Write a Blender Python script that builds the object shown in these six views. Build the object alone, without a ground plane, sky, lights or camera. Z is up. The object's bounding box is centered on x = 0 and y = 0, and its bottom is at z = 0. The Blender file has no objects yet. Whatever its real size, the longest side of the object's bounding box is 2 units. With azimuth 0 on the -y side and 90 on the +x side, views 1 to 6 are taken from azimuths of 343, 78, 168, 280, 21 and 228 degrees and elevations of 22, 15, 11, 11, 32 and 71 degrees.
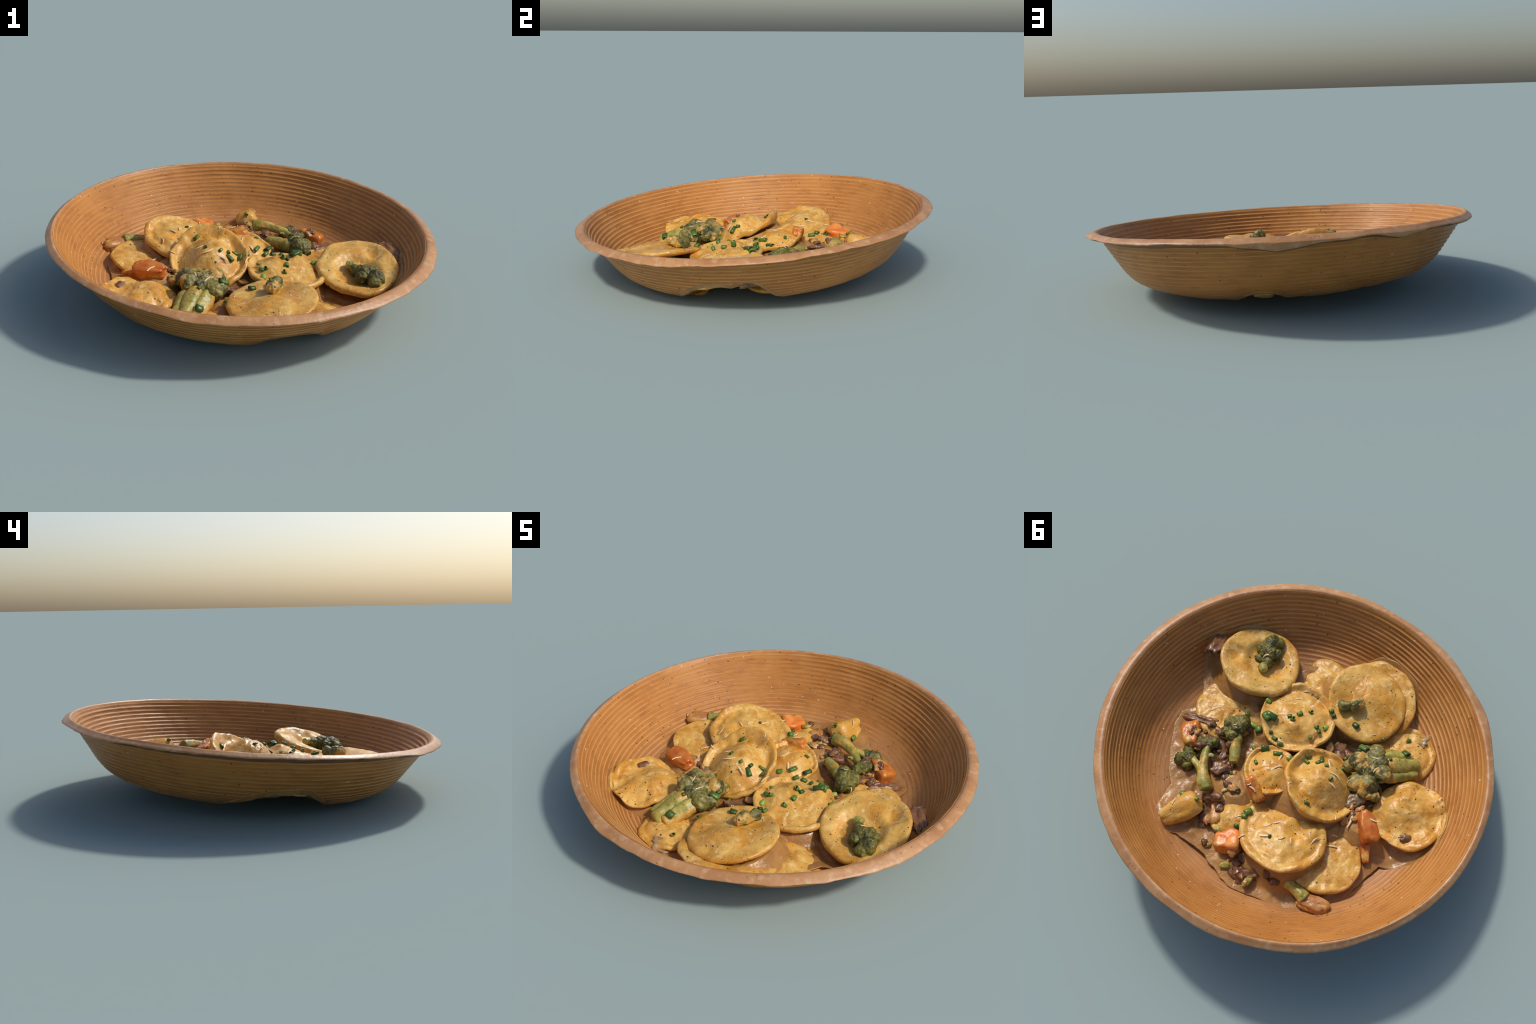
"""A tilted ribbed stoneware bowl of filled pasta rounds in cream sauce with broccoli,
carrot, mushroom, chopped chives and grated cheese.  Everything is laid out in the bowl's
own frame (origin at the middle of the rim, z along the bowl's axis) and then tilted."""
import bpy, bmesh, math, random
import numpy as np
from mathutils import Matrix, Vector
from mathutils.bvhtree import BVHTree

rng = random.Random(7)
pi = math.pi

# ------------------------------------------------------------------ frame
AX_X = Vector((0.99992, 0.00097, -0.01226))
AX_Y = Vector((0.0, 0.99688, 0.07891))
AX_Z = Vector((0.0123, -0.0789, 0.99681))
FRAME = Matrix.Translation((0.0034, -0.0066, 0.3467)) @ Matrix((AX_X, AX_Y, AX_Z)).transposed().to_4x4()


# ------------------------------------------------------------------ numeric helpers
def smooth(a, b, x):
    t = np.clip((np.asarray(x, float) - a) / (b - a), 0, 1)
    return t * t * (3 - 2 * t)


def vnoise(P, seed=0):
    P = np.asarray(P, float)
    I = np.floor(P).astype(np.int64)
    F = P - I
    F = F * F * F * (F * (F * 6 - 15) + 10)
    out = np.zeros(P.shape[:-1])
    for dx in (0, 1):
        for dy in (0, 1):
            for dz in (0, 1):
                h = (I[..., 0] + dx) * 374761393 + (I[..., 1] + dy) * 668265263 + (I[..., 2] + dz) * 2147483647 + seed * 144665
                h = (h ^ (h >> 13)) * 1274126177
                h = (h ^ (h >> 16)) & 0xFFFF
                w = (F[..., 0] if dx else 1 - F[..., 0]) * (F[..., 1] if dy else 1 - F[..., 1]) * (F[..., 2] if dz else 1 - F[..., 2])
                out += w * (h / 32767.5 - 1)
    return out


def fbm(P, scale, octaves=3, seed=0):
    P = np.asarray(P, float) * scale
    s, a = 0, 1.0
    for k in range(octaves):
        s = s + a * vnoise(P, seed + k * 17)
        P = P * 2.03
        a *= 0.5
    return s


def ang(a, b):
    return (np.asarray(a) - b + pi) % (2 * pi) - pi


# ------------------------------------------------------------------ object helpers
def mesh_from(name, V, F, mat, smooth_shade=True):
    me = bpy.data.meshes.new(name)
    me.from_pydata([tuple(v) for v in np.asarray(V)], [], [tuple(f) for f in F])
    me.materials.append(mat)
    if smooth_shade:
        me.polygons.foreach_set("use_smooth", [True] * len(me.polygons))
    me.update()
    return me


def add(name, me, loc=(0, 0, 0), parent=None, rot=None, label=None, category=None):
    ob = bpy.data.objects.new(name, me)
    bpy.context.scene.collection.objects.link(ob)
    L = Matrix.Translation(loc) @ (rot.to_4x4() if rot else Matrix.Identity(4))
    if parent is None:
        ob.matrix_world = FRAME @ L
    else:
        ob.parent = parent
        ob.matrix_parent_inverse = Matrix.Identity(4)
        ob.matrix_basis = L
    if label:
        ob["label"] = label
        ob["category"] = category
    return ob


def grid_faces(n_rows, n_cols, closed=True, flip=False):
    F = []
    for i in range(n_rows - 1):
        for j in range(n_cols if closed else n_cols - 1):
            k = (j + 1) % n_cols
            f = (i * n_cols + j, i * n_cols + k, (i + 1) * n_cols + k, (i + 1) * n_cols + j)
            F.append(f[::-1] if flip else f)
    return F


DROP = []   # (verts, faces) of every food surface in the bowl frame, for laying garnish on top


def keep_in_bowl(V, loc, lift=0.004):
    """Nothing may sink through the bowl: lift what lies below the wall's inner face."""
    W = np.asarray(V) + np.asarray(loc)
    h = -W[:, 2]
    r = np.hypot(W[:, 0] + 0.010 - 0.039 * np.clip(h, 0, 0.34), W[:, 1] - 0.005 - 0.018 * np.clip(h, 0, 0.34))
    floor = -wall_depth(r) + lift
    W[:, 2] = np.where(W[:, 2] < floor, floor, W[:, 2])
    return W - np.asarray(loc)


def remember(V, F, loc):
    DROP.append((np.asarray(V) + np.asarray(loc), F))


# ------------------------------------------------------------------ node helpers
class Nodes:
    def __init__(self, name):
        self.m = bpy.data.materials.new(name)
        self.m.use_nodes = True
        self.t = self.m.node_tree
        self.bsdf = self.t.nodes["Principled BSDF"]
        self.tc = self.t.nodes.new("ShaderNodeTexCoord")
        self.obj = self.tc.outputs["Object"]

    def put(self, sock, v):
        if hasattr(v, "is_output"):
            self.t.links.new(v, sock)
        elif isinstance(v, (tuple, list)) and len(v) == 3 and sock.type == "RGBA":
            sock.default_value = (*v, 1)
        else:
            sock.default_value = v

    def math(self, op, a, b=0.0, c=0.0):
        n = self.t.nodes.new("ShaderNodeMath")
        n.operation = op
        for i, v in enumerate((a, b, c)):
            self.put(n.inputs[i], v)
        return n.outputs[0]

    def vmath(self, op, a, b=(0, 0, 0)):
        n = self.t.nodes.new("ShaderNodeVectorMath")
        n.operation = op
        self.put(n.inputs[0], a)
        self.put(n.inputs[1], b)
        return n.outputs[0]

    def step(self, x, a, b):
        n = self.t.nodes.new("ShaderNodeMapRange")
        n.interpolation_type = "SMOOTHSTEP"
        self.put(n.inputs["Value"], x)
        self.put(n.inputs["From Min"], a)
        self.put(n.inputs["From Max"], b)
        return n.outputs["Result"]

    def noise(self, scale, detail=3.0, rough=0.55, vec=None, dist=0.0):
        n = self.t.nodes.new("ShaderNodeTexNoise")
        self.put(n.inputs["Vector"], vec or self.obj)
        n.inputs["Scale"].default_value = scale
        n.inputs["Detail"].default_value = detail
        n.inputs["Roughness"].default_value = rough
        n.inputs["Distortion"].default_value = dist
        return n.outputs["Fac"]

    def voronoi(self, scale, vec=None, rand=1.0):
        n = self.t.nodes.new("ShaderNodeTexVoronoi")
        self.put(n.inputs["Vector"], vec or self.obj)
        n.inputs["Scale"].default_value = scale
        n.inputs["Randomness"].default_value = rand
        return n.outputs["Distance"], n.outputs["Color"]

    def mix(self, f, a, b):
        n = self.t.nodes.new("ShaderNodeMix")
        n.data_type = "RGBA"
        self.put(n.inputs[0], f)
        self.put(n.inputs[6], a)
        self.put(n.inputs[7], b)
        return n.outputs[2]

    def sep(self, v):
        n = self.t.nodes.new("ShaderNodeSeparateXYZ")
        self.put(n.inputs[0], v)
        return n.outputs

    def jitter(self):
        """Object coordinates moved by a random amount per object, so repeats differ."""
        n = self.t.nodes.new("ShaderNodeObjectInfo")
        c = self.t.nodes.new("ShaderNodeCombineXYZ")
        r = self.math("MULTIPLY", n.outputs["Random"], 37.0)
        for i in range(3):
            self.put(c.inputs[i], r)
        return self.vmath("ADD", self.obj, c.outputs[0]), n.outputs["Random"]

    def bump(self, h, strength=0.3, dist=0.01):
        n = self.t.nodes.new("ShaderNodeBump")
        n.inputs["Strength"].default_value = strength
        n.inputs["Distance"].default_value = dist
        self.put(n.inputs["Height"], h)
        self.t.links.new(n.outputs[0], self.bsdf.inputs["Normal"])

    def done(self, col, rough=0.5, **kw):
        self.put(self.bsdf.inputs["Base Color"], col)
        self.put(self.bsdf.inputs["Roughness"], rough)
        for k, v in kw.items():
            self.put(self.bsdf.inputs[k], v)
        return self.m

    def flecks(self, vec, scale, size, share, stretch=(1, 1, 1)):
        """Mask of scattered grains: one per Voronoi cell, kept for a share of the cells."""
        mp = self.vmath("MULTIPLY", vec, stretch)
        wob = self.noise(scale * 1.3, 1.0, 0.5, mp)
        d, c = self.voronoi(scale, mp)
        s = self.sep(c)
        keep = self.math("LESS_THAN", s[0], share)
        lim = self.math("MULTIPLY", self.math("ADD", self.math("MULTIPLY", s[1], 0.8), 0.5), size)
        lim = self.math("MULTIPLY", lim, self.math("ADD", wob, 0.5))
        edge = self.math("SUBTRACT", 1.0, self.step(d, self.math("MULTIPLY", lim, 0.6), lim))
        return self.math("MULTIPLY", keep, edge)


# ------------------------------------------------------------------ materials
RIB = 0.0262      # spacing of the thrown ribs


def make_glaze():
    n = Nodes("ribbed_brown_glaze")
    s = n.sep(n.obj)
    r = n.math("SQRT", n.math("ADD", n.math("MULTIPLY", s[0], s[0]), n.math("MULTIPLY", s[1], s[1])))
    q = n.math("MULTIPLY", n.math("SUBTRACT", n.math("SUBTRACT", 0.97, r), s[2]), 0.75)
    wave = n.math("COSINE", n.math("MULTIPLY", q, 2 * pi / RIB))
    soft = n.noise(9.0, 4.0, 0.6)
    crest = n.math("MULTIPLY", n.step(wave, 0.25, 0.95), n.step(soft, 0.15, 0.5))
    col = n.mix(n.step(n.noise(3.0, 4.0), 0.3, 0.7), GLAZE_A, GLAZE_B)
    col = n.mix(n.math("MULTIPLY", crest, 0.85), col, GLAZE_CREST)
    thin = n.math("SUBTRACT", 1.0, n.step(n.math("ADD", r, n.math("MULTIPLY", n.noise(5.0), 0.12)), 0.62, 0.88))
    col = n.mix(n.math("MULTIPLY", thin, 0.75), col, n.mix(n.math("MULTIPLY", crest, 0.5), GLAZE_THIN, GLAZE_THIN_LIGHT))
    grain = n.noise(7.0, 5.0, 0.65, n.vmath("MULTIPLY", n.obj, (1.0, 1.0, 5.0)))
    col = n.mix(n.math("MULTIPLY", n.step(grain, 0.48, 0.72), 0.5), col, (0.27, 0.100, 0.024))
    fine = n.noise(160.0, 2.0, 0.6)
    col = n.mix(n.math("MULTIPLY", n.step(fine, 0.55, 0.75), 0.18), col, (0.20, 0.075, 0.02))
    col = n.mix(n.math("MULTIPLY", n.flecks(n.obj, 42, 0.19, 0.3), 0.8), col, (0.09, 0.03, 0.008))
    col = n.mix(n.math("MULTIPLY", n.flecks(n.vmath("ADD", n.obj, (3, 5, 1)), 32, 0.14, 0.16), 0.75), col, (0.75, 0.6, 0.42))
    n.bump(n.math("ADD", fine, n.math("MULTIPLY", soft, 2.0)), 0.25, 0.003)
    return n.done(col, n.math("ADD", 0.32, n.math("MULTIPLY", soft, 0.25)), **{"Specular IOR Level": 0.3})


def make_rim():
    n = Nodes("bare_clay_rim")
    a = n.noise(7.0, 4.0, 0.6)
    col = n.mix(n.step(a, 0.3, 0.7), (0.40, 0.178, 0.064), (0.51, 0.262, 0.110))
    s = n.sep(n.obj)
    col = n.mix(n.math("MULTIPLY", n.step(n.noise(26.0, 3.0), 0.5, 0.72), 0.45), col, (0.64, 0.43, 0.26))
    col = n.mix(n.math("MULTIPLY", n.step(n.noise(11.0, 3.0, 0.6, n.vmath("ADD", n.obj, (4, 2, 9))), 0.55, 0.75), 0.45), col, (0.30, 0.13, 0.05))
    col = n.mix(n.math("MULTIPLY", n.flecks(n.obj, 55, 0.2, 0.25), 0.7), col, (0.16, 0.07, 0.03))
    n.bump(n.noise(60.0, 3.0), 0.3, 0.004)
    return n.done(col, 0.42)


def sauce_coat(n, vec, yolk):
    """Cream sauce: mottled beige, yolk-yellow thin places, pepper, herb dust and cheese threads."""
    a = n.noise(8.0, 4.0, 0.6, vec, 0.6)
    b = n.noise(19.0, 3.0, 0.6, n.vmath("ADD", vec, (7, 3, 1)), 0.8)
    col = n.mix(n.step(a, 0.33, 0.68), SAUCE_DEEP, SAUCE)
    col = n.mix(n.math("MULTIPLY", n.step(b, 0.48, 0.76), 0.62), col, SAUCE_PALE)  # pale patches paint sun highlights into the sauce colour
    col = n.mix(n.math("MULTIPLY", n.step(n.noise(5.5, 3.0, 0.5, n.vmath("ADD", vec, (2, 9, 4)), 1.0), 0.54, 0.72), yolk), col, YOLK)
    col = n.mix(n.math("MULTIPLY", n.flecks(vec, 30, 0.22, 0.22, (1, 0.55, 1)), 0.6), col, (0.86, 0.70, 0.42))
    col = n.mix(n.math("MULTIPLY", n.flecks(n.vmath("ADD", vec, (1, 8, 2)), 46, 0.2, 0.3), 0.55), col, (0.36, 0.16, 0.04))
    col = n.mix(n.math("MULTIPLY", n.flecks(n.vmath("ADD", vec, (5, 1, 6)), 36, 0.19, 0.36), 0.94), col, (0.035, 0.028, 0.02))
    col = n.mix(n.math("MULTIPLY", n.flecks(n.vmath("ADD", vec, (9, 4, 3)), 74, 0.24, 0.28), 0.85), col, (0.06, 0.045, 0.025))
    return col, a, b


def make_sauce(name, yolk, wet=0.3, thin=0.0):
    n = Nodes(name)
    vec, rnd = n.jitter()
    col, a, b = sauce_coat(n, vec, yolk)
    if thin:
        brown = n.mix(n.step(n.noise(10.0, 3.0, 0.6, vec), 0.35, 0.65), (0.26, 0.115, 0.034), (0.40, 0.200, 0.065))
        col = n.mix(thin, col, brown)
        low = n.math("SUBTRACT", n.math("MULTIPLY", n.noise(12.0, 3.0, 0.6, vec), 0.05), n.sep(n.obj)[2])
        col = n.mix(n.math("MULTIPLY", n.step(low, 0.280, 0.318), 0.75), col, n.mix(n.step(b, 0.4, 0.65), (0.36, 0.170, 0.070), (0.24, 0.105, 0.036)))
    n.bump(n.math("ADD", b, n.math("MULTIPLY", n.noise(70.0, 2.0, 0.5, vec), 0.35)), 0.35, 0.012)
    return n.done(col, n.math("ADD", wet, n.math("MULTIPLY", a, 0.3)), **{"Specular IOR Level": 0.42, "Coat Weight": 0.05, "Coat Roughness": 0.18})


def make_vegetable(name, c1, c2, c3, coat, scale=14.0, rough=0.4, flecks=0.5, fine=90.0):
    """A vegetable's own colours, with a broken film of the sauce over a share of it."""
    n = Nodes(name)
    vec, rnd = n.jitter()
    a = n.noise(scale, 4.0, 0.6, vec)
    col = n.mix(n.step(a, 0.35, 0.65), c1, c2)
    col = n.mix(n.math("MULTIPLY", n.step(n.noise(scale * 2.6, 3.0, 0.6, vec), 0.52, 0.72), 0.8), col, c3)
    film, fa, fb = sauce_coat(n, vec, 0.4)
    lo = 0.75 - 0.5 * coat
    col = n.mix(n.math("MULTIPLY", n.step(n.noise(11.0, 4.0, 0.6, n.vmath("ADD", vec, (4, 4, 9))), lo, lo + 0.12), 0.85), col, film)
    col = n.mix(n.math("MULTIPLY", n.flecks(vec, 55, 0.2, 0.2), flecks), col, (0.03, 0.025, 0.015))
    n.bump(n.math("ADD", a, n.math("MULTIPLY", n.noise(fine, 2.0, 0.5, vec), 0.6)), 0.4, 0.008)
    return n.done(col, rough)


def make_plain(name, c1, c2, rough=0.4, scale=20.0):
    n = Nodes(name)
    vec, rnd = n.jitter()
    f = n.step(n.math("ADD", n.math("MULTIPLY", n.noise(scale, 2.0, 0.5, vec), 0.6), n.math("MULTIPLY", rnd, 0.4)), 0.25, 0.75)
    return n.done(n.mix(f, c1, c2), rough)


GLAZE_A, GLAZE_B = (0.40, 0.150, 0.028), (0.49, 0.205, 0.046)
GLAZE_CREST = (0.60, 0.30, 0.10)
GLAZE_THIN, GLAZE_THIN_LIGHT = (0.43, 0.228, 0.118), (0.55, 0.32, 0.18)
SAUCE, SAUCE_DEEP, SAUCE_PALE, YOLK = (0.71, 0.410, 0.092), (0.55, 0.245, 0.030), (0.86, 0.63, 0.25), (0.75, 0.32, 0.020)

glaze = make_glaze()
rim_clay = make_rim()
rim_under = make_plain("shadow_darkened_clay", (0.15, 0.070, 0.030), (0.25, 0.125, 0.055), 0.6, 9.0)  # clay darkened to carry the shadow under the lip and its flaps
pasta_mat = make_sauce("sauced_pasta", 0.55, 0.25)
sauce_mat = make_sauce("cream_sauce", 0.25, 0.18, 0.8)
bud_mat = make_vegetable("broccoli_buds", (0.040, 0.040, 0.007), (0.160, 0.138, 0.018), (0.34, 0.28, 0.06), 0.22, 18, 0.5, 0.5, 170)
bud_pale_mat = make_vegetable("sauced_broccoli_buds", (0.035, 0.038, 0.010), (0.21, 0.18, 0.035), (0.50, 0.40, 0.14), 0.46, 16, 0.45, 0.5, 170)
stalk_mat = make_vegetable("broccoli_stalk", (0.26, 0.225, 0.035), (0.42, 0.36, 0.08), (0.13, 0.12, 0.016), 0.52, 16, 0.4, 0.4)
carrot_mat = make_vegetable("carrot", (0.50, 0.115, 0.012), (0.63, 0.200, 0.030), (0.38, 0.070, 0.009), 0.48, 8, 0.35, 0.3)
carrot_coat_mat = make_vegetable("sauced_carrot", (0.70, 0.17, 0.02), (0.82, 0.30, 0.07), (0.60, 0.14, 0.02), 0.58, 8, 0.35, 0.3)
mushroom_mat = make_vegetable("mushroom", (0.115, 0.045, 0.018), (0.24, 0.105, 0.042), (0.40, 0.22, 0.11), 0.22, 12, 0.32, 0.5)
mushroom_pale_mat = make_vegetable("pale_mushroom", (0.24, 0.15, 0.07), (0.38, 0.26, 0.13), (0.14, 0.08, 0.04), 0.2, 12, 0.35, 0.5)
onion_mat = make_vegetable("browned_onion", (0.42, 0.17, 0.045), (0.58, 0.29, 0.09), (0.26, 0.09, 0.025), 0.4, 10, 0.35, 0.5)
chive_mat = make_plain("chive_green", (0.030, 0.070, 0.009), (0.115, 0.195, 0.018), 0.35)
chive_pale_mat = make_plain("chive_pale_green", (0.20, 0.36, 0.04), (0.36, 0.48, 0.09), 0.4)
cheese_mat = make_plain("grated_cheese", (0.70, 0.50, 0.26), (0.80, 0.62, 0.38), 0.4)

# ------------------------------------------------------------------ bowl
# half-section of the wall: radius against depth below the rim plane
WALL_H = [-0.014, 0.0, 0.02, 0.06, 0.10, 0.15, 0.20, 0.25, 0.29, 0.32, 0.345, 0.356]
WALL_R = [0.958, 0.947, 0.934, 0.912, 0.885, 0.851, 0.815, 0.761, 0.675, 0.569, 0.421, 0.30]
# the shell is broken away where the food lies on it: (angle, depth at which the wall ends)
BREAK = [(3, 0.298), (11, 0.317), (18, 0.298), (27, 0.299), (38, 0.305), (45, 0.309), (56, 0.312), (62, 0.290), (67, 0.266), (71, 0.253), (75, 0.262), (79, 0.292), (87, 0.304), (94, 0.308),
         (103, 0.300), (111, 0.284), (122, 0.285), (130, 0.276), (142, 0.256), (150, 0.270), (156, 0.273), (164, 0.285), (174, 0.296), (179, 0.300), (184, 0.262), (189, 0.224), (194, 0.193),
         (200, 0.179), (206, 0.171), (210, 0.178), (213, 0.205), (217, 0.245), (221, 0.282), (229, 0.276), (238, 0.267), (248, 0.267), (255, 0.252), (259, 0.212), (263, 0.172), (268, 0.161), (275, 0.159),
         (281, 0.185), (285, 0.235), (290, 0.275), (296, 0.296), (304, 0.302), (310, 0.308), (315, 0.296), (318, 0.255), (322, 0.213), (326, 0.183), (332, 0.152), (336, 0.147), (341, 0.158), (346, 0.138), (350, 0.148),
         (353, 0.190), (357, 0.254)]

def spline(xs, ys, x):
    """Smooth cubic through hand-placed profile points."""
    xs, ys = np.array(xs, float), np.array(ys, float)
    m = np.gradient(ys, xs)
    i = np.clip(np.searchsorted(xs, x) - 1, 0, len(xs) - 2)
    d = xs[i + 1] - xs[i]
    t = (x - xs[i]) / d
    return (ys[i] * (1 + 2 * t) * (1 - t) ** 2 + m[i] * d * t * (1 - t) ** 2 + ys[i + 1] * t * t * (3 - 2 * t) + m[i + 1] * d * t * t * (t - 1))


def wall_r(h, theta):
    return spline(WALL_H, WALL_R, np.clip(h, -0.014, 0.356)) + 0.004 * np.cos(2 * np.asarray(theta)) + 0.003 * np.sin(2 * np.asarray(theta))


def wall_xy(r, theta, h):
    """The wall's sections drift sideways with depth: the bowl is not quite true."""
    return r * np.cos(theta) - 0.010 + 0.039 * h, r * np.sin(theta) + 0.005 + 0.018 * h


def wall_depth(r):
    return np.interp(-np.asarray(r), -np.array(WALL_R), WALL_H)


def break_depth(theta):
    a = np.radians([x for x, _ in BREAK])
    h = np.array([x for _, x in BREAK])
    return np.interp(np.mod(theta, 2 * pi), a, h, period=2 * pi)


def build_bowl():
    n_t = 540
    T = np.linspace(0, 2 * pi, n_t, endpoint=False)
    C = np.stack([np.cos(T), np.sin(T), 0 * T], -1)
    root = bpy.data.objects.new("ceramic_bowl", None)
    bpy.context.scene.collection.objects.link(root)
    root.matrix_world = FRAME
    root["label"] = "tilted brown ribbed stoneware bowl with bare clay rim"
    root["category"] = "bowl"
    end = break_depth(T) + 0.0025 * fbm(C, 14, 2, 5)
    rows = []
    n_h = 210
    for side in (1, -1):
        for s in (np.linspace(1, 0, n_h) if side > 0 else np.linspace(0, 1, n_h)):
            h = -0.006 + (end + 0.008 * smooth(0.23, 0.28, end) - 0.003 + 0.006) * s
            r = wall_r(h, T)
            slope = (wall_r(h + 0.002, T) - wall_r(h - 0.002, T)) / 0.004
            ln = np.sqrt(1 + slope * slope)
            nr, nh = -side / ln, side * slope / ln      # towards the inside, or outwards
            q = (0.97 - r + h) * 0.75
            P = np.stack([r * np.cos(T), r * np.sin(T), -h], -1)
            amp = (0.0012 * smooth(0.50, 0.80, r) + 0.0004) * smooth(0.0, 0.02, h) * (1 + 0.4 * fbm(P, 2.5, 2, 3))
            crest = 2 * (0.5 + 0.5 * np.cos(2 * pi * (q + 0.0012 * fbm(P, 5, 2, 8)) / RIB)) ** 1.6 - 0.8
            d = amp * crest + 0.0010 * fbm(P, 16, 2, 9) + (0.004 if side > 0 else 0)
            x, y = wall_xy(r + nr * d, T, h)
            rows.append(np.stack([x, y, -(h + nh * d)], -1))
    V = np.concatenate(rows)
    V[:, 2] = np.maximum(V[:, 2], -0.36)
    F = grid_faces(len(rows), n_t)
    last = (len(rows) - 1) * n_t
    F += [(last + j, last + (j + 1) % n_t, (j + 1) % n_t, j) for j in range(n_t)]
    add("wall", mesh_from("wall", V, F, glaze), parent=root)

    # rim: a bare-clay lip, thin on top, sloping out to a sharp uneven lower edge
    jag = 0.0045 * fbm(C, 5.0, 2, 21) + 0.003 * np.abs(fbm(C, 13.0, 2, 23))
    flap = np.exp(-(np.degrees(ang(T, math.radians(77))) / 8.5) ** 2)
    nick = 0.004 * np.exp(-(np.degrees(ang(T, math.radians(75))) / 11.0) ** 2) + 0.012 * np.exp(-(np.degrees(ang(T, math.radians(-120))) / 7.0) ** 2) - 0.007 * np.exp(-(np.degrees(ang(T, math.radians(-80))) / 9.0) ** 2)
    flap2 = np.exp(-(np.degrees(ang(T, math.radians(110))) / 4.5) ** 2)
    # section points: (radius, depth, share of the unevenness)
    sec = [(0.936, 0.018, 0), (0.9435, 0.006, 0), (0.948, -0.002, 0), (0.9515, -0.0075, 0), (0.956, -0.0110, 0), (0.961, -0.0120, 0), (0.967, -0.0110, 0), (0.974, -0.0080, 0), (0.982, -0.003, 0.1), (0.990, 0.001, 0.25),
           (0.9965, 0.006, 0.5), (0.9985, 0.009, 0.8), (0.992, 0.012, 1.0), (0.979, 0.016, 1.0), (0.964, 0.020, 1.0), (0.948, 0.024, 0.9), (0.925, 0.032, 0.5)]
    wob_r = 0.003 * fbm(C, 3.5, 3, 33)
    wob_z = 0.0018 * fbm(C, 4.5, 3, 44)
    V = []
    for r, h, k in sec:
        off = float(smooth(0.950, 0.985, r))      # the lip runs truer than the wall
        rr = r + (wob_r + 0.7 * jag * k + nick * min(1.0, 1.6 * k)) * smooth(0.95, 0.98, r) + (0.004 - 0.002 * off) * np.cos(2 * T) + 0.003 * np.sin(2 * T)
        hang = np.maximum(0.030 * flap, 0.014 * flap2) * (1.0 if k > 0.85 else 0)
        hh = h + jag * k + wob_z + hang
        hh = hh - off * (0.002 * np.cos(2 * T) + 0.004 * np.sin(2 * T))
        rr = rr - 0.45 * hang * (1 if r > 0.94 else 1.4)
        V.append(np.stack([rr * np.cos(T) - 0.010 + 0.009 * off, rr * np.sin(T) + 0.005 - 0.003 * off, -hh], -1))
    V = np.concatenate(V)
    me = mesh_from("rim", V, grid_faces(len(sec), n_t), rim_clay)
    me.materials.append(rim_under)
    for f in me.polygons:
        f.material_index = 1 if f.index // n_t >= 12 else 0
    add("rim", me, parent=root)
    return root


build_bowl()

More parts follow.
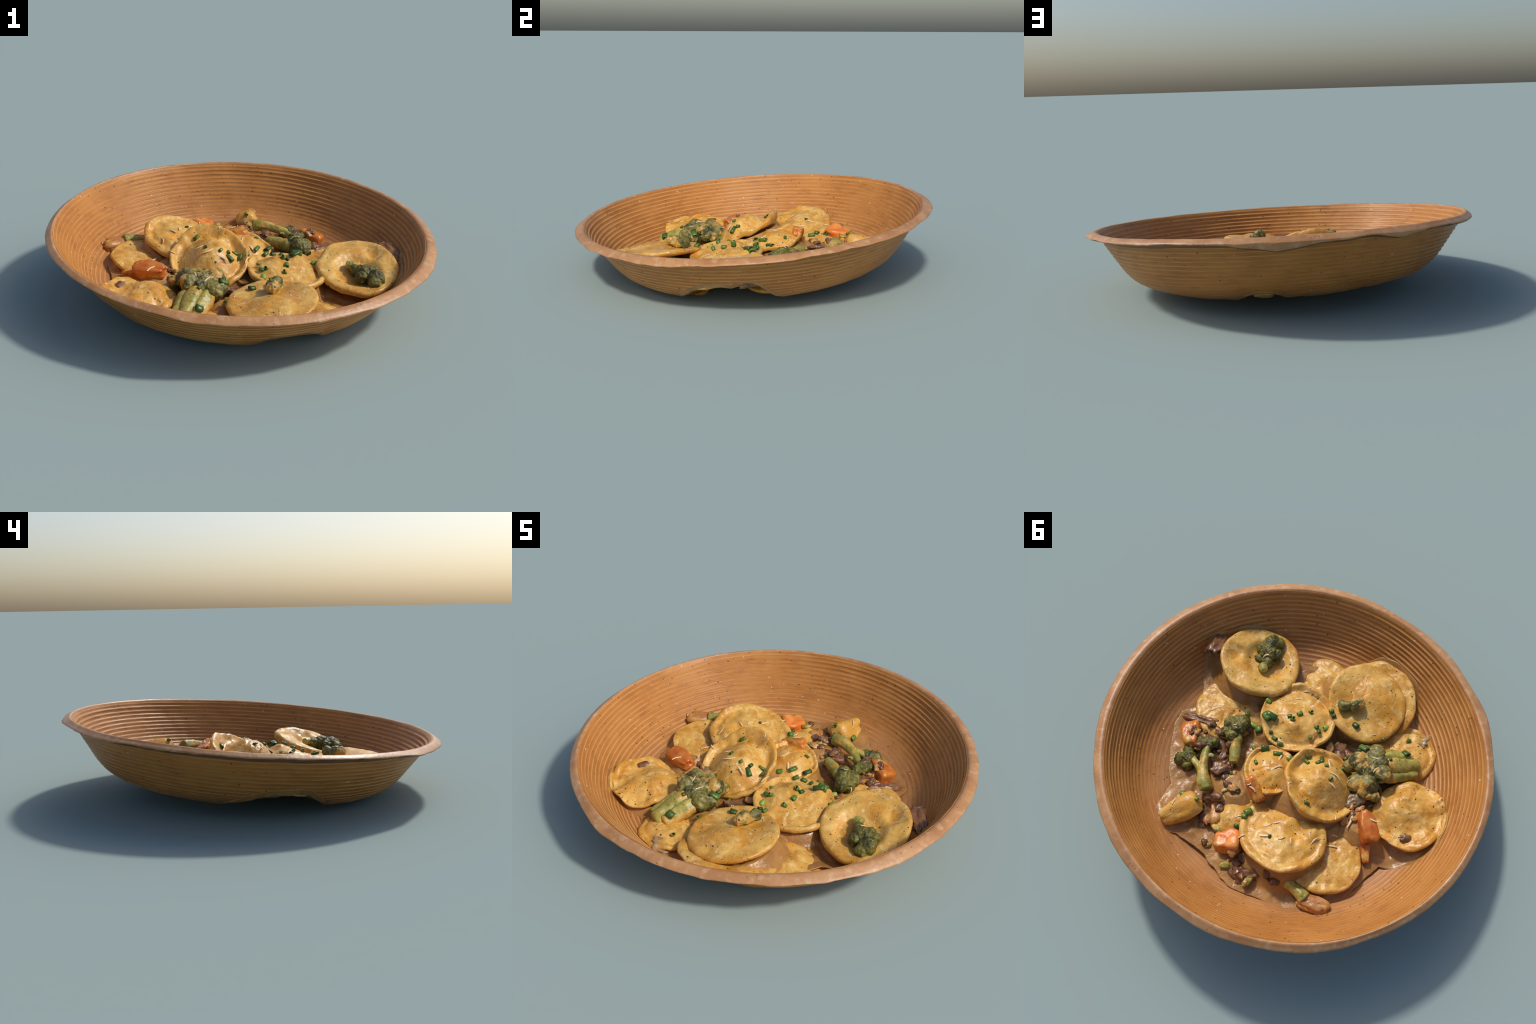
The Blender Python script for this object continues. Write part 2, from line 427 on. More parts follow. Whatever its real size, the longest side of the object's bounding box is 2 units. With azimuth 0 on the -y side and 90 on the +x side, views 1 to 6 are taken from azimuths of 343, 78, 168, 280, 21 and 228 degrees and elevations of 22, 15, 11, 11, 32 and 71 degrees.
# ------------------------------------------------------------------ filled pasta
# centre (x, y, z of the edge's plane), slope of the plane, radius, thickness, gap kept under it,
# pillows (dx, dy, radius, height), dents and lumps (dx, dy, spread, height), rim waviness
PASTA = [
    dict(c=(0.552, -0.263, -0.169), n=(-0.09, -0.20), R=0.214, th=0.036, gap=0.035, wave=0.006, hollow=(-0.016, -0.028, 0.140, -0.030), lip=0.006,
         lumps=[(0.12, 0.075, 0.035, -0.024), (0.155, 0.03, 0.03, 0.012), (-0.05, 0.15, 0.07, 0.012), (-0.15, 0.02, 0.06, 0.010)], flat=True),
    dict(c=(0.005, -0.525, -0.160), n=(-0.14, 0.03), R=0.214, th=0.036, gap=0.03, wave=0.005, pillow=(-0.02, -0.06, 0.15, 0.020),
         lumps=[(0.06, 0.10, 0.05, -0.014), (-0.08, 0.06, 0.05, -0.006)], flat=True),
    dict(c=(0.0, -0.575, -0.244), n=(0.03, 0.40), R=0.235, th=0.030, gap=0.012, wave=0.010, lumps=[(-0.20, -0.05, 0.03, 0.012)], floor=-0.022),
    dict(c=(0.184, -0.196, -0.180), n=(0.02, -0.01), R=0.200, th=0.030, gap=0.02, wave=0.008, pillow=(0.0, 0.02, 0.160, 0.028), groove=0.010, lip=0.008,
         lumps=[(0.09, 0.11, 0.035, 0.018), (-0.03, 0.06, 0.035, 0.022), (-0.13, 0.015, 0.035, 0.018), (0.04, -0.05, 0.05, -0.014), (0.10, -0.06, 0.05, -0.012), (0.03, 0.12, 0.03, -0.014)]),
    dict(c=(-0.187, -0.023, -0.162), n=(-0.17, -0.25), R=0.210, th=0.026, gap=0.010, wave=0.014, pillow=(-0.005, -0.020, 0.150, 0.084), groove=0.014, lip=0.010,
         lumps=[(0.105, 0.115, 0.032, 0.030), (0.205, -0.05, 0.04, 0.020), (-0.17, 0.07, 0.04, 0.022), (0.03, 0.18, 0.05, 0.034), (-0.08, 0.18, 0.05, 0.030), (0.13, 0.03, 0.025, -0.012)], squash=(0.07, 0.9)),
    dict(c=(-0.245, 0.284, -0.190), n=(0.23, -0.17), R=0.222, th=0.034, gap=0.025, wave=0.012, pillow=(0.0, 0.0, 0.18, 0.018), groove=0.0, lip=0.004,
         lumps=[(-0.095, -0.10, 0.036, 0.032), (-0.185, 0.095, 0.025, 0.022), (-0.06, -0.06, 0.03, -0.012), (0.05, 0.06, 0.04, 0.010), (0.02, -0.04, 0.03, 0.008)]),
    dict(c=(-0.592, -0.268, -0.206), n=(0.10, 0.04), R=0.188, th=0.028, gap=0.02, wave=0.016, pillow=(0.03, 0.0, 0.15, 0.030),
         lumps=[(-0.045, 0.03, 0.028, -0.026), (0.07, -0.06, 0.04, 0.022), (0.09, 0.05, 0.05, 0.016), (-0.13, 0.10, 0.03, 0.014), (-0.02, -0.05, 0.025, 0.012)]),
    dict(c=(-0.473, 0.212, -0.245), n=(0.12, -0.06), R=0.188, th=0.040, gap=0.01, wave=0.006, lumps=[(-0.02, 0.02, 0.08, 0.010)]),
    dict(c=(0.048, 0.118, -0.172), n=(0.10, -0.11), R=0.142, th=0.030, gap=0.01, wave=0.006, pillow=(0.0, -0.01, 0.115, 0.038), groove=0.008, lip=0.006, lumps=[]),
    dict(c=(0.262, -0.455, -0.276), n=(0.14, 0.04), R=0.178, th=0.034, gap=0.01, wave=0.012, lumps=[(0.03, 0.0, 0.03, 0.012), (-0.05, 0.04, 0.03, 0.014), (0.02, -0.07, 0.03, 0.012)]),
    dict(c=(0.485, 0.03, -0.258), n=(0.04, -0.02), R=0.182, th=0.030, gap=0.01, wave=0.006, lumps=[(0.05, 0.04, 0.06, 0.008)]),
    dict(c=(-0.330, -0.505, -0.252), n=(0.0, 0.05), R=0.165, th=0.032, gap=0.01, wave=0.010, pillow=(0, 0, 0.13, 0.018), lumps=[(-0.09, 0.03, 0.04, 0.010)]),
    dict(c=(0.00, 0.405, -0.250), n=(0.02, -0.05), R=0.130, th=0.030, gap=0.01, wave=0.010, pillow=(0, 0, 0.10, 0.028), lumps=[(-0.06, 0.0, 0.03, 0.014)]),
]


def build_pasta(k, p):
    n_r, n_t = 34, 112
    T = np.linspace(0, 2 * pi, n_t, endpoint=False)
    cosT, sinT = np.cos(T), np.sin(T)
    C = np.stack([cosT, sinT, 0 * T], -1)
    Rt = p["R"] * (1 + 0.042 * fbm(C + k * 3.1, 1.3, 2, 70 + k) + 0.014 * fbm(C + k * 5.7, 3.6, 2, 90 + k))
    if "squash" in p:
        Rt = Rt * (1 - p["squash"][0] * np.cos(T - p["squash"][1]) ** 2)
    tops, bots = [], []
    for i in range(n_r + 1):
        f = 1 - (1 - i / n_r) ** 1.35
        x, y = Rt * f * cosT, Rt * f * sinT
        e = np.clip((f - 0.86) / 0.14, 0, 1)
        half = 0.5 * p["th"] * math.sqrt(max(0.0, 1 - e ** 2.2))
        mid = -p["n"][0] * x - p["n"][1] * y + p["wave"] * (1.3 * fbm(C + k * 2.3, 1.5, 2, 120 + k) + 0.6 * fbm(C + k * 4.1, 3.4, 2, 180 + k)) * smooth(0.5, 1.0, f)
        if "floor" in p:
            m = np.clip(0.5 + 0.5 * (mid - p["floor"]) / 0.03, 0, 1)
            mid = p["floor"] * (1 - m) + mid * m + 0.03 * m * (1 - m)
        z = mid + half
        if "pillow" in p:
            a, b, rad, ht = p["pillow"]
            d = np.hypot(x - a, y - b) / rad
            z = z + ht * smooth(1.05, 0.25, d) - p.get("groove", 0) * np.exp(-((d - 1.06) / 0.14) ** 2)
        if "hollow" in p:
            a, b, rad, ht = p["hollow"]
            d = np.hypot(x - a, y - b) / rad
            z = z + ht * smooth(1.0, 0.6, d)
        for a, b, sp, ht in p["lumps"]:
            z = z + ht * np.exp(-((x - a) ** 2 + (y - b) ** 2) / (2 * sp * sp)) * (1 if i < n_r else 0.6)
        z = z + p.get("lip", 0) * smooth(0.78, 0.98, f)
        P = np.stack([x, y, 0 * x], -1) + k * 1.7
        rough = 0.45 if p.get("flat") else 1.0
        z = z + rough * (0.0060 * fbm(P, 11, 3, 150 + k) - 0.0045 * (1 - np.abs(fbm(P, 13, 2, 170 + k))) ** 4 + 0.0018 * fbm(P, 38, 2, 160 + k)) * smooth(1.0, 0.9, f)
        # a pinched step inside the sealed border
        if not p.get("flat") and "pillow" in p:
            z = z - 0.005 * np.exp(-((f - 0.80) / 0.06) ** 2)
        tops.append(np.stack([x, y, z], -1))
        bots.append(np.stack([x, y, np.minimum(mid - half, z - 0.3 * half)], -1))
    rows = tops[1:] + bots[1:-1][::-1]
    V = np.vstack(rows + [tops[0][:1], bots[0][:1]])
    F = grid_faces(len(rows), n_t)
    F = [f[::-1] for f in F]
    a, b = len(V) - 2, len(V) - 1
    last = (len(rows) - 1) * n_t
    for j in range(n_t):
        q = (j + 1) % n_t
        F.append((a, j, q))
        F.append((b, last + q, last + j))
    F = [tuple(f) for f in F]
    V = keep_in_bowl(V, p["c"])
    me = mesh_from("pasta_round", V, F, pasta_mat)
    bm = bmesh.new()
    bm.from_mesh(me)
    bmesh.ops.recalc_face_normals(bm, faces=bm.faces)
    bm.to_mesh(me)
    bm.free()
    add("filled_pasta_round", me, p["c"], label="round filled pasta coated in peppery cream sauce", category="ravioli")
    remember(V, F, p["c"])


for k, p in enumerate(PASTA):
    build_pasta(k, p)

# ------------------------------------------------------------------ sauce bed
# scraps heaped under the sauce between the pasta: x, y, top, radius
FILL = [(-0.46, -0.04, -0.195, 0.05), (-0.21, -0.41, -0.205, 0.03), (0.11, 0.31, -0.200, 0.06), (-0.08, -0.19, -0.225, 0.04), (-0.03, 0.16, -0.20, 0.03), (0.25, -0.02, -0.215, 0.03), (-0.36, 0.08, -0.205, 0.04)]


def build_sauce():
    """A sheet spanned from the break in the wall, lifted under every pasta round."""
    n_r, n_t = 130, 400
    T = np.linspace(0, 2 * pi, n_t, endpoint=False)
    C = np.stack([np.cos(T), np.sin(T), 0 * T], -1)
    h_end = break_depth(T) - 0.008 + 0.002 * fbm(C, 12, 3, 200)
    ex, ey = wall_xy(wall_r(h_end, T) - 0.004, T, h_end)
    tops = []
    for i in range(1, n_r + 1):
        f = i / n_r
        x, y = ex * f, ey * f
        P = np.stack([x, y, 0 * x], -1)
        arch = np.maximum(-0.248, -h_end - 0.22 * (np.hypot(ex, ey) - np.hypot(x, y)))
        pool = -np.minimum(wall_depth(np.hypot(x, y)), 0.325) - 0.004 + 0.018 * smooth(1.0, 0.78, f) + 0.006 * fbm(P, 9, 3, 230) * smooth(1.0, 0.92, f)
        pool = np.maximum(pool, -0.268 + 0.03 * smooth(0.45, 0.1, np.hypot(x, y)))
        deep = smooth(0.20, 0.275, h_end)
        z = arch * (1 - deep) + pool * deep
        z = np.maximum(z, -h_end - 0.20 * (np.hypot(ex, ey) - np.hypot(x, y))) - 0.020 * (1 - deep) * smooth(1.0, 0.965, f)
        edge = smooth(1.0, 0.90, f)
        z = z + edge * (0.004 + 0.010 * fbm(P, 8, 3, 210) + 0.005 * fbm(P, 24, 2, 220))
        for p in PASTA:
            if not p.get("skirt", True):
                continue
            dx, dy = x - p["c"][0], y - p["c"][1]
            d = np.hypot(dx, dy)
            mid = -p["n"][0] * dx - p["n"][1] * dy
            if "floor" in p:
                mid = np.maximum(mid, p["floor"])
            zi = p["c"][2] + mid - p["th"] * 0.5 - p["gap"] - np.maximum(0, d - 0.90 * p["R"]) * 1.25
            zi = np.where(d < p["R"] * 1.7, zi, -1)
            m = np.clip(0.5 + 0.5 * (zi - z) / 0.02, 0, 1)
            z = z + edge * ((z * (1 - m) + zi * m + 0.01 * m * (1 - m)) - z)
        for a, b, zt, sp in FILL:
            zi = zt - 0.6 * np.maximum(0, np.hypot(x - a, y - b) - sp)
            m = np.clip(0.5 + 0.5 * (zi - z) / 0.03, 0, 1)
            z = z * (1 - m) + zi * m
        tops.append(np.stack([x, y, z], -1))
    under = [t - np.array([0, 0, 0.008]) for t in tops[::-1]]
    rows = tops + under
    V = np.vstack(rows + [tops[0].mean(0)[None], under[-1].mean(0)[None]])
    F = grid_faces(len(rows), n_t)
    a, b, last = len(V) - 2, len(V) - 1, (len(rows) - 1) * n_t
    for j in range(n_t):
        k = (j + 1) % n_t
        F.append((a, k, j))
        F.append((b, last + j, last + k))
    me = mesh_from("cream_sauce", V, F, sauce_mat)
    bm = bmesh.new()
    bm.from_mesh(me)
    bmesh.ops.recalc_face_normals(bm, faces=bm.faces)
    bm.to_mesh(me)
    bm.free()
    ob = add("cream_sauce", me, label="pool of peppery beige cream sauce under the food", category="sauce")
    ob["kind"] = "stuff"
    remember(V, F, (0, 0, 0))


build_sauce()


# ------------------------------------------------------------------ vegetables
def ico(sub):
    bm = bmesh.new()
    bmesh.ops.create_icosphere(bm, subdivisions=sub, radius=1.0)
    V = np.array([v.co[:] for v in bm.verts])
    F = [tuple(v.index for v in f.verts) for f in bm.faces]
    bm.free()
    return V, F


ICO5, ICO5F = ico(5)
ICO4, ICO4F = ico(4)
ICO6, ICO6F = ico(6)


def buds(P, scale, seed):
    """Distance to the nearest of a jittered grid of points: domed little buds."""
    Q = P * scale
    I = np.floor(Q)
    best = np.full(len(P), 9.0)
    for dx in (-1, 0, 1):
        for dy in (-1, 0, 1):
            for dz in (-1, 0, 1):
                c = I + (dx, dy, dz)
                j = np.stack([vnoise(c * 0.731 + 11.3 * a, seed + a) for a in (1, 2, 3)], -1) * 0.45 + 0.5
                best = np.minimum(best, np.linalg.norm(Q - c - j, axis=1))
    return best


def crown_mesh(lobes, seed, mat, grain=62.0, fine=6):
    """A broccoli head: a union of round lobes covered in buds, seen from its middle."""
    D, F = (ICO6, ICO6F) if fine == 6 else (ICO5, ICO5F)
    t = np.full(len(D), 0.006)
    for cx, cy, cz, r in lobes:
        c = np.array((cx, cy, cz))
        b = D @ c
        disc = r * r - c @ c + b * b
        hit = np.where(disc > 0, b + np.sqrt(np.maximum(disc, 0)), 0)
        m = np.clip(0.5 + 0.5 * (hit - t) / 0.010, 0, 1)
        t = t * (1 - m) + hit * m
    V = D * t[:, None]
    b = buds(V, grain, seed)
    big = buds(V, grain * 0.42, seed + 5)
    t = t + 0.008 * (0.55 - b) + 0.010 * (0.55 - big) + 0.009 * fbm(V, 17, 3, seed)
    return D * np.maximum(t, 0.004)[:, None], F


def tube_mesh(path, radii, seed, sides=18, knobs=0.06, flat=1.0):
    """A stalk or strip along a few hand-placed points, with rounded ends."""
    path = np.array(path, float)
    n = 26
    u = np.linspace(0, len(path) - 1, n)
    ctr = np.stack([spline(range(len(path)), path[:, a], u) for a in range(3)], -1)
    rad = spline(range(len(radii)), radii, np.linspace(0, len(radii) - 1, n))
    tan = np.gradient(ctr, axis=0)
    tan /= np.linalg.norm(tan, axis=1)[:, None]
    up = np.array([0, 0, 1.0])
    V = []
    A = np.linspace(0, 2 * pi, sides, endpoint=False)

    def ring(c, t, r):
        s = np.cross(t, up)
        s /= max(np.linalg.norm(s), 1e-6)
        w = np.cross(s, t)
        return c + r * (np.cos(A)[:, None] * s + flat * np.sin(A)[:, None] * w)

    for r_f, off in ((0.55, -0.22), (0.88, -0.12)):
        V.append(ring(ctr[0] + tan[0] * rad[0] * off, tan[0], rad[0] * r_f))
    for i in range(n):
        V.append(ring(ctr[i], tan[i], rad[i]))
    for r_f, off in ((0.88, 0.12), (0.55, 0.22)):
        V.append(ring(ctr[-1] + tan[-1] * rad[-1] * off, tan[-1], rad[-1] * r_f))
    rows = len(V)
    V = np.vstack(V)
    nz = fbm(V + seed, 26, 3, seed)
    mid = np.repeat(np.vstack([ctr[:1], ctr[:1], ctr, ctr[-1:], ctr[-1:]]), sides, axis=0)
    flute = 0.055 * np.cos(4 * np.tile(A, rows) + seed) + 0.03 * np.cos(7 * np.tile(A, rows) + 2 * seed)
    V = mid + (V - mid) * (1 + knobs * 2.2 * nz + flute)[:, None]
    F = grid_faces(rows, sides)
    F.append(tuple(range(sides))[::-1])
    F.append(tuple(range((rows - 1) * sides, rows * sides)))
    return V, F


def joined(parts):
    V, F, off = [], [], 0
    for v, f in parts:
        V.append(v)
        F += [tuple(i + off for i in q) for q in f]
        off += len(v)
    return np.vstack(V), F


def rel(points, base):
    return [tuple(np.array(p) - np.array(base)) for p in points]


def broccoli(base, head, lobes, stalks, seed, pale=False, grain=62.0, fine=6):
    """base: where it lies; head: middle of its crown; stalks: (points, radii) in the bowl frame."""
    root = bpy.data.objects.new("broccoli_floret", None)
    bpy.context.scene.collection.objects.link(root)
    root.matrix_world = FRAME @ Matrix.Translation(base)
    root["label"] = "small cooked broccoli floret with knobbly green head"
    root["category"] = "broccoli"
    if stalks:
        V, F = joined([tube_mesh(rel(pts, base), rad, seed + i) for i, (pts, rad) in enumerate(stalks)])
        add("stalk", mesh_from("stalk", V, F, stalk_mat), parent=root)
        remember(V, F, base)
    if lobes:
        V, F = crown_mesh(lobes, seed, None, grain, fine)
        off = np.array(head) - np.array(base)
        add("crown", mesh_from("crown", V, F, bud_pale_mat if pale else bud_mat), tuple(off), parent=root)
        remember(V, F, head)


# the big sauced floret at the left front
broccoli((-0.34, -0.37, -0.22), (-0.283, -0.280, -0.168),
         [(0, 0, 0.0, 0.070), (0.065, 0.025, 0.016, 0.050), (0.03, -0.075, 0.002, 0.054), (-0.055, 0.07, 0.004, 0.054), (-0.065, -0.015, 0.024, 0.050),
          (0.065, -0.045, -0.006, 0.044), (-0.005, 0.105, -0.010, 0.046), (-0.02, -0.06, 0.020, 0.042), (0.03, 0.04, 0.022, 0.036), (-0.07, 0.11, -0.005, 0.036), (0.085, 0.07, -0.01, 0.034)],
         [([(-0.30, -0.32, -0.172), (-0.355, -0.40, -0.192), (-0.425, -0.50, -0.220)], [0.050, 0.052, 0.038]),
          ([(-0.27, -0.36, -0.180), (-0.31, -0.42, -0.196), (-0.375, -0.50, -0.222)], [0.044, 0.046, 0.034]),
          ([(-0.33, -0.29, -0.180), (-0.39, -0.36, -0.196), (-0.455, -0.46, -0.222)], [0.036, 0.036, 0.026])], 301, True)
# dark little floret beside it
broccoli((-0.37, -0.18, -0.23), (-0.365, -0.175, -0.178), [(0, 0, 0, 0.036), (0.035, -0.025, 0.004, 0.030), (-0.03, -0.02, 0.0, 0.028)],
         [([(-0.36, -0.19, -0.20), (-0.33, -0.24, -0.205)], [0.022, 0.018])], 311, True, fine=5)
# floret lying on the tilted round
broccoli((0.56, -0.31, -0.18), (0.570, -0.325, -0.166),
         [(0, 0, 0, 0.052), (0.035, -0.055, -0.002, 0.048), (0.045, 0.0, 0.0, 0.036), (-0.03, 0.035, 0.0, 0.034), (-0.035, -0.03, -0.004, 0.034), (0.01, -0.09, -0.01, 0.032), (0.01, 0.055, -0.01, 0.028)],
         [([(0.53, -0.25, -0.155), (0.50, -0.235, -0.150)], [0.026, 0.020])], 321)
# scrap on the front round
broccoli((0.03, -0.45, -0.14), (0.025, -0.455, -0.118), [(0, 0, 0, 0.034), (-0.012, -0.02, 0.006, 0.028), (0.038, 0.050, -0.004, 0.028), (0.02, 0.025, -0.008, 0.024)],
         None, 331, True, fine=5)
# florets on the right
broccoli((0.30, 0.13, -0.23), (0.345, 0.092, -0.185),
         [(0, 0, 0, 0.048), (0.045, 0.005, 0.0, 0.038), (0.005, -0.045, 0.002, 0.038), (-0.02, 0.04, 0.002, 0.036), (0.035, -0.035, -0.01, 0.032), (0.03, 0.045, -0.012, 0.030)],
         [([(0.32, 0.12, -0.195), (0.265, 0.175, -0.195), (0.215, 0.225, -0.20)], [0.036, 0.030, 0.024])], 341)
broccoli((0.33, 0.36, -0.25), (0.385, 0.255, -0.220), [(0, 0, 0, 0.036), (0.03, 0.02, 0.0, 0.030), (-0.015, -0.03, 0.002, 0.028), (0.0, 0.035, -0.004, 0.028)],
         [([(0.375, 0.27, -0.212), (0.31, 0.35, -0.195), (0.25, 0.40, -0.188), (0.195, 0.428, -0.195)], [0.022, 0.024, 0.032, 0.036])], 351)
broccoli((0.38, 0.40, -0.26), (0.400, 0.375, -0.245), [(0, 0, 0, 0.042), (0.025, 0.03, -0.004, 0.034), (0.03, -0.03, -0.004, 0.034), (-0.03, 0.03, 0.0, 0.030)],
         [([(0.39, 0.37, -0.225), (0.33, 0.375, -0.205), (0.27, 0.395, -0.195)], [0.020, 0.018, 0.020])], 361)
# stalk end at the back
broccoli((-0.52, 0.42, -0.25), (0, 0, 0), None, [([(-0.44, 0.44, -0.235), (-0.50, 0.43, -0.225), (-0.555, 0.425, -0.225)], [0.022, 0.028, 0.036])], 371)


def chunk(name, loc, size, rot, mat, seed, label, category, square=0.5, rough=0.10):
    """A cut piece with softened corners: a sphere pulled towards a box, roughened."""
    D = ICO4
    p = 2 + 6 * square
    box = 1 / (np.abs(D) ** p).sum(1) ** (1 / p)
    taper = 1 + 0.22 * D[:, 0] * (1 if seed % 2 else -1)
    V = D * box[:, None]
    V = V * np.array(size) * np.stack([np.ones(len(D)), taper, taper], -1)
    n = fbm(D + seed * 1.3, 1.8, 3, seed)
    V = V * (1 + rough * n + 0.03 * fbm(D + seed, 6, 2, seed + 3))[:, None]
    R = np.array(Matrix.Rotation(math.radians(rot[2]), 3, "Z") @ Matrix.Rotation(math.radians(rot[1]), 3, "Y") @ Matrix.Rotation(math.radians(rot[0]), 3, "X"))
    V = keep_in_bowl(V @ R.T, loc)
    add(name, mesh_from(name, V, ICO4F, mat), loc, label=label, category=category)
    remember(V, ICO4F, loc)


CARROT = ("soft cooked orange carrot chunk with cut edges", "carrot")
for i, (loc, size, rot, mat) in enumerate([
        ((0.487, 0.285, -0.242), (0.072, 0.044, 0.048), (15, -15, 138), carrot_mat),
        ((0.024, 0.250, -0.156), (0.066, 0.032, 0.034), (15, 25, 168), carrot_mat),
        ((-0.085, 0.525, -0.232), (0.064, 0.050, 0.048), (10, 5, 48), carrot_coat_mat),
        ((-0.498, -0.055, -0.178), (0.080, 0.042, 0.034), (-15, 6, 150), carrot_mat),
        ((-0.580, 0.030, -0.245), (0.055, 0.022, 0.032), (0, 10, 138), carrot_mat)]):
    chunk("carrot_piece", loc, size, rot, mat, 400 + i, *CARROT, square=0.75, rough=0.11)

# a folded pasta round lying against the wall
chunk("folded_pasta", (0.205, 0.590, -0.240), (0.112, 0.060, 0.064), (-24, 10, 72), pasta_mat, 482, "folded pasta round leaning on the bowl wall", "ravioli", square=0.22, rough=0.09)

SHROOM = ("glossy brown cooked mushroom piece", "mushroom")
for i, (loc, size, rot, mat) in enumerate([
        ((0.530, 0.180, -0.268), (0.100, 0.026, 0.030), (10, 5, 28), mushroom_mat),
        ((0.778, -0.150, -0.148), (0.078, 0.038, 0.024), (0, -12, 112), mushroom_mat),
        ((0.225, 0.300, -0.232), (0.052, 0.036, 0.026), (10, 0, 19), mushroom_mat),
        ((-0.270, 0.555, -0.262), (0.058, 0.044, 0.034), (0, 8, 35), mushroom_mat),
        ((-0.320, -0.628, -0.262), (0.060, 0.036, 0.026), (15, 12, 7), mushroom_pale_mat),
        ((0.400, 0.195, -0.275), (0.080, 0.050, 0.026), (0, 0, 20), mushroom_mat),
        ((-0.085, -0.225, -0.245), (0.070, 0.050, 0.025), (0, 0, 70), mushroom_mat),
        ((0.10, 0.50, -0.275), (0.055, 0.035, 0.030), (0, 0, 60), mushroom_mat),
        ((0.285, 0.225, -0.262), (0.060, 0.034, 0.026), (0, 0, 100), mushroom_mat),
        ((0.330, 0.020, -0.262), (0.060, 0.036, 0.026), (0, 0, 40), mushroom_mat),
        ((-0.350, -0.110, -0.205), (0.050, 0.034, 0.022), (0, 0, 80), mushroom_pale_mat),
        ((-0.665, -0.160, -0.194), (0.028, 0.022, 0.012), (0, 0, 30), mushroom_mat),
        ((-0.505, -0.300, -0.170), (0.020, 0.014, 0.009), (0, 0, 70), mushroom_mat)]):
    chunk("mushroom_piece", loc, size, rot, mat, 430 + i, *SHROOM, square=0.35, rough=0.34)
for i, (loc, size, rot, mat) in enumerate([
        ((-0.600, 0.415, -0.240), (0.080, 0.038, 0.034), (20, 0, 29), onion_mat),
        ((0.085, 0.455, -0.252), (0.078, 0.026, 0.026), (0, -10, 138), onion_mat),
        ((0.125, 0.400, -0.230), (0.050, 0.026, 0.022), (0, 0, 50), onion_mat)]):
    chunk("onion_piece", loc, size, rot, mat, 460 + i, "browned soft onion piece in sauce", "onion", square=0.4, rough=0.15)

# small cooked scraps filling the gaps between the pieces
TREE0 = BVHTree.FromPolygons([tuple(v) for v in joined(DROP)[0]], joined(DROP)[1])
SMALL, SMALLF = ico(3)
for name, mat, n_bits, seed in (("mushroom_scraps", mushroom_mat, 60, 610), ("onion_scraps", onion_mat, 34, 640), ("green_scraps", stalk_mat, 10, 670)):
    bits = []
    for i in range(n_bits):
        cx, cy, cr = rng.choice(((0.30, 0.25, 0.13), (0.30, 0.25, 0.13), (0.16, 0.40, 0.10), (0.44, 0.24, 0.09), (-0.30, 0.50, 0.10), (-0.20, 0.57, 0.07), (0.02, 0.56, 0.07), (-0.17, -0.29, 0.06), (-0.42, -0.06, 0.07), (-0.05, -0.20, 0.05)))
        a, r = rng.uniform(0, 2 * pi), cr * math.sqrt(rng.random())
        hit = TREE0.ray_cast(Vector((cx + r * math.cos(a), cy + r * math.sin(a), 0.3)), Vector((0, 0, -1)))[0]
        if hit is None or hit.z > -0.19:
            continue
        k = rng.uniform(0.010, 0.024)
        V = SMALL * np.array((k * rng.uniform(1.1, 1.9), k, k * rng.uniform(0.45, 0.8)))
        V = V * (1 + 0.32 * fbm(SMALL + i * 2.7 + seed, 1.7, 3, seed))[:, None]
        sp = rng.uniform(0, pi)
        R2 = np.array(Matrix.Rotation(sp, 3, "Z") @ Matrix.Rotation(rng.uniform(-0.4, 0.4), 3, "Y"))
        bits.append((V @ R2.T + np.array(hit) + (0, 0, 0.3 * k), SMALLF))
    V, F = joined(bits)
    ob = add(name, mesh_from(name, V - (0, 0, -0.22), F, mat), (0, 0, -0.22), label="small cooked scraps scattered between the pasta rounds", category="vegetable scraps")
    ob["kind"] = "stuff"

# ------------------------------------------------------------------ garnish, laid on whatever is below
DV, DF = joined(DROP)
TREE = BVHTree.FromPolygons([tuple(v) for v in DV], DF)


def land(x, y):
    hit, nrm, _, _ = TREE.ray_cast(Vector((x, y, 0.3)), Vector((0, 0, -1)))
    if hit is None:
        return Vector((x, y, -0.25)), Vector((0, 0, 1))
    return hit, nrm if nrm.z > 0 else -nrm


def holder(name, label, category):
    ob = bpy.data.objects.new(name, None)
    bpy.context.scene.collection.objects.link(ob)
    ob.matrix_world = FRAME @ Matrix.Translation((0, 0, -0.2))
    ob["label"] = label
    ob["category"] = category
    return ob


def chive_mesh(length, radius, wall, mat):
    """A short cut length of hollow leaf, slightly flattened."""
    n, V = 14, []
    A = np.linspace(0, 2 * pi, n, endpoint=False)
    for r, x in ((radius, -1), (radius * 1.04, -0.3), (radius * 1.04, 0.3), (radius, 1), (radius - wall, 1), (radius - wall, 0), (radius - wall, -1)):
        V.append(np.stack([np.full(n, x * length / 2), r * np.cos(A), 0.8 * r * np.sin(A)], -1))
    rows = len(V)
    F = grid_faces(rows, n) + [((rows - 1) * n + j, (rows - 1) * n + (j + 1) % n, (j + 1) % n, j) for j in range(n)]
    me = mesh_from("chive_piece", np.vstack(V), F, mat)
    bm = bmesh.new()
    bm.from_mesh(me)
    bmesh.ops.recalc_face_normals(bm, faces=bm.faces)
    bm.to_mesh(me)
    bm.free()
    return me


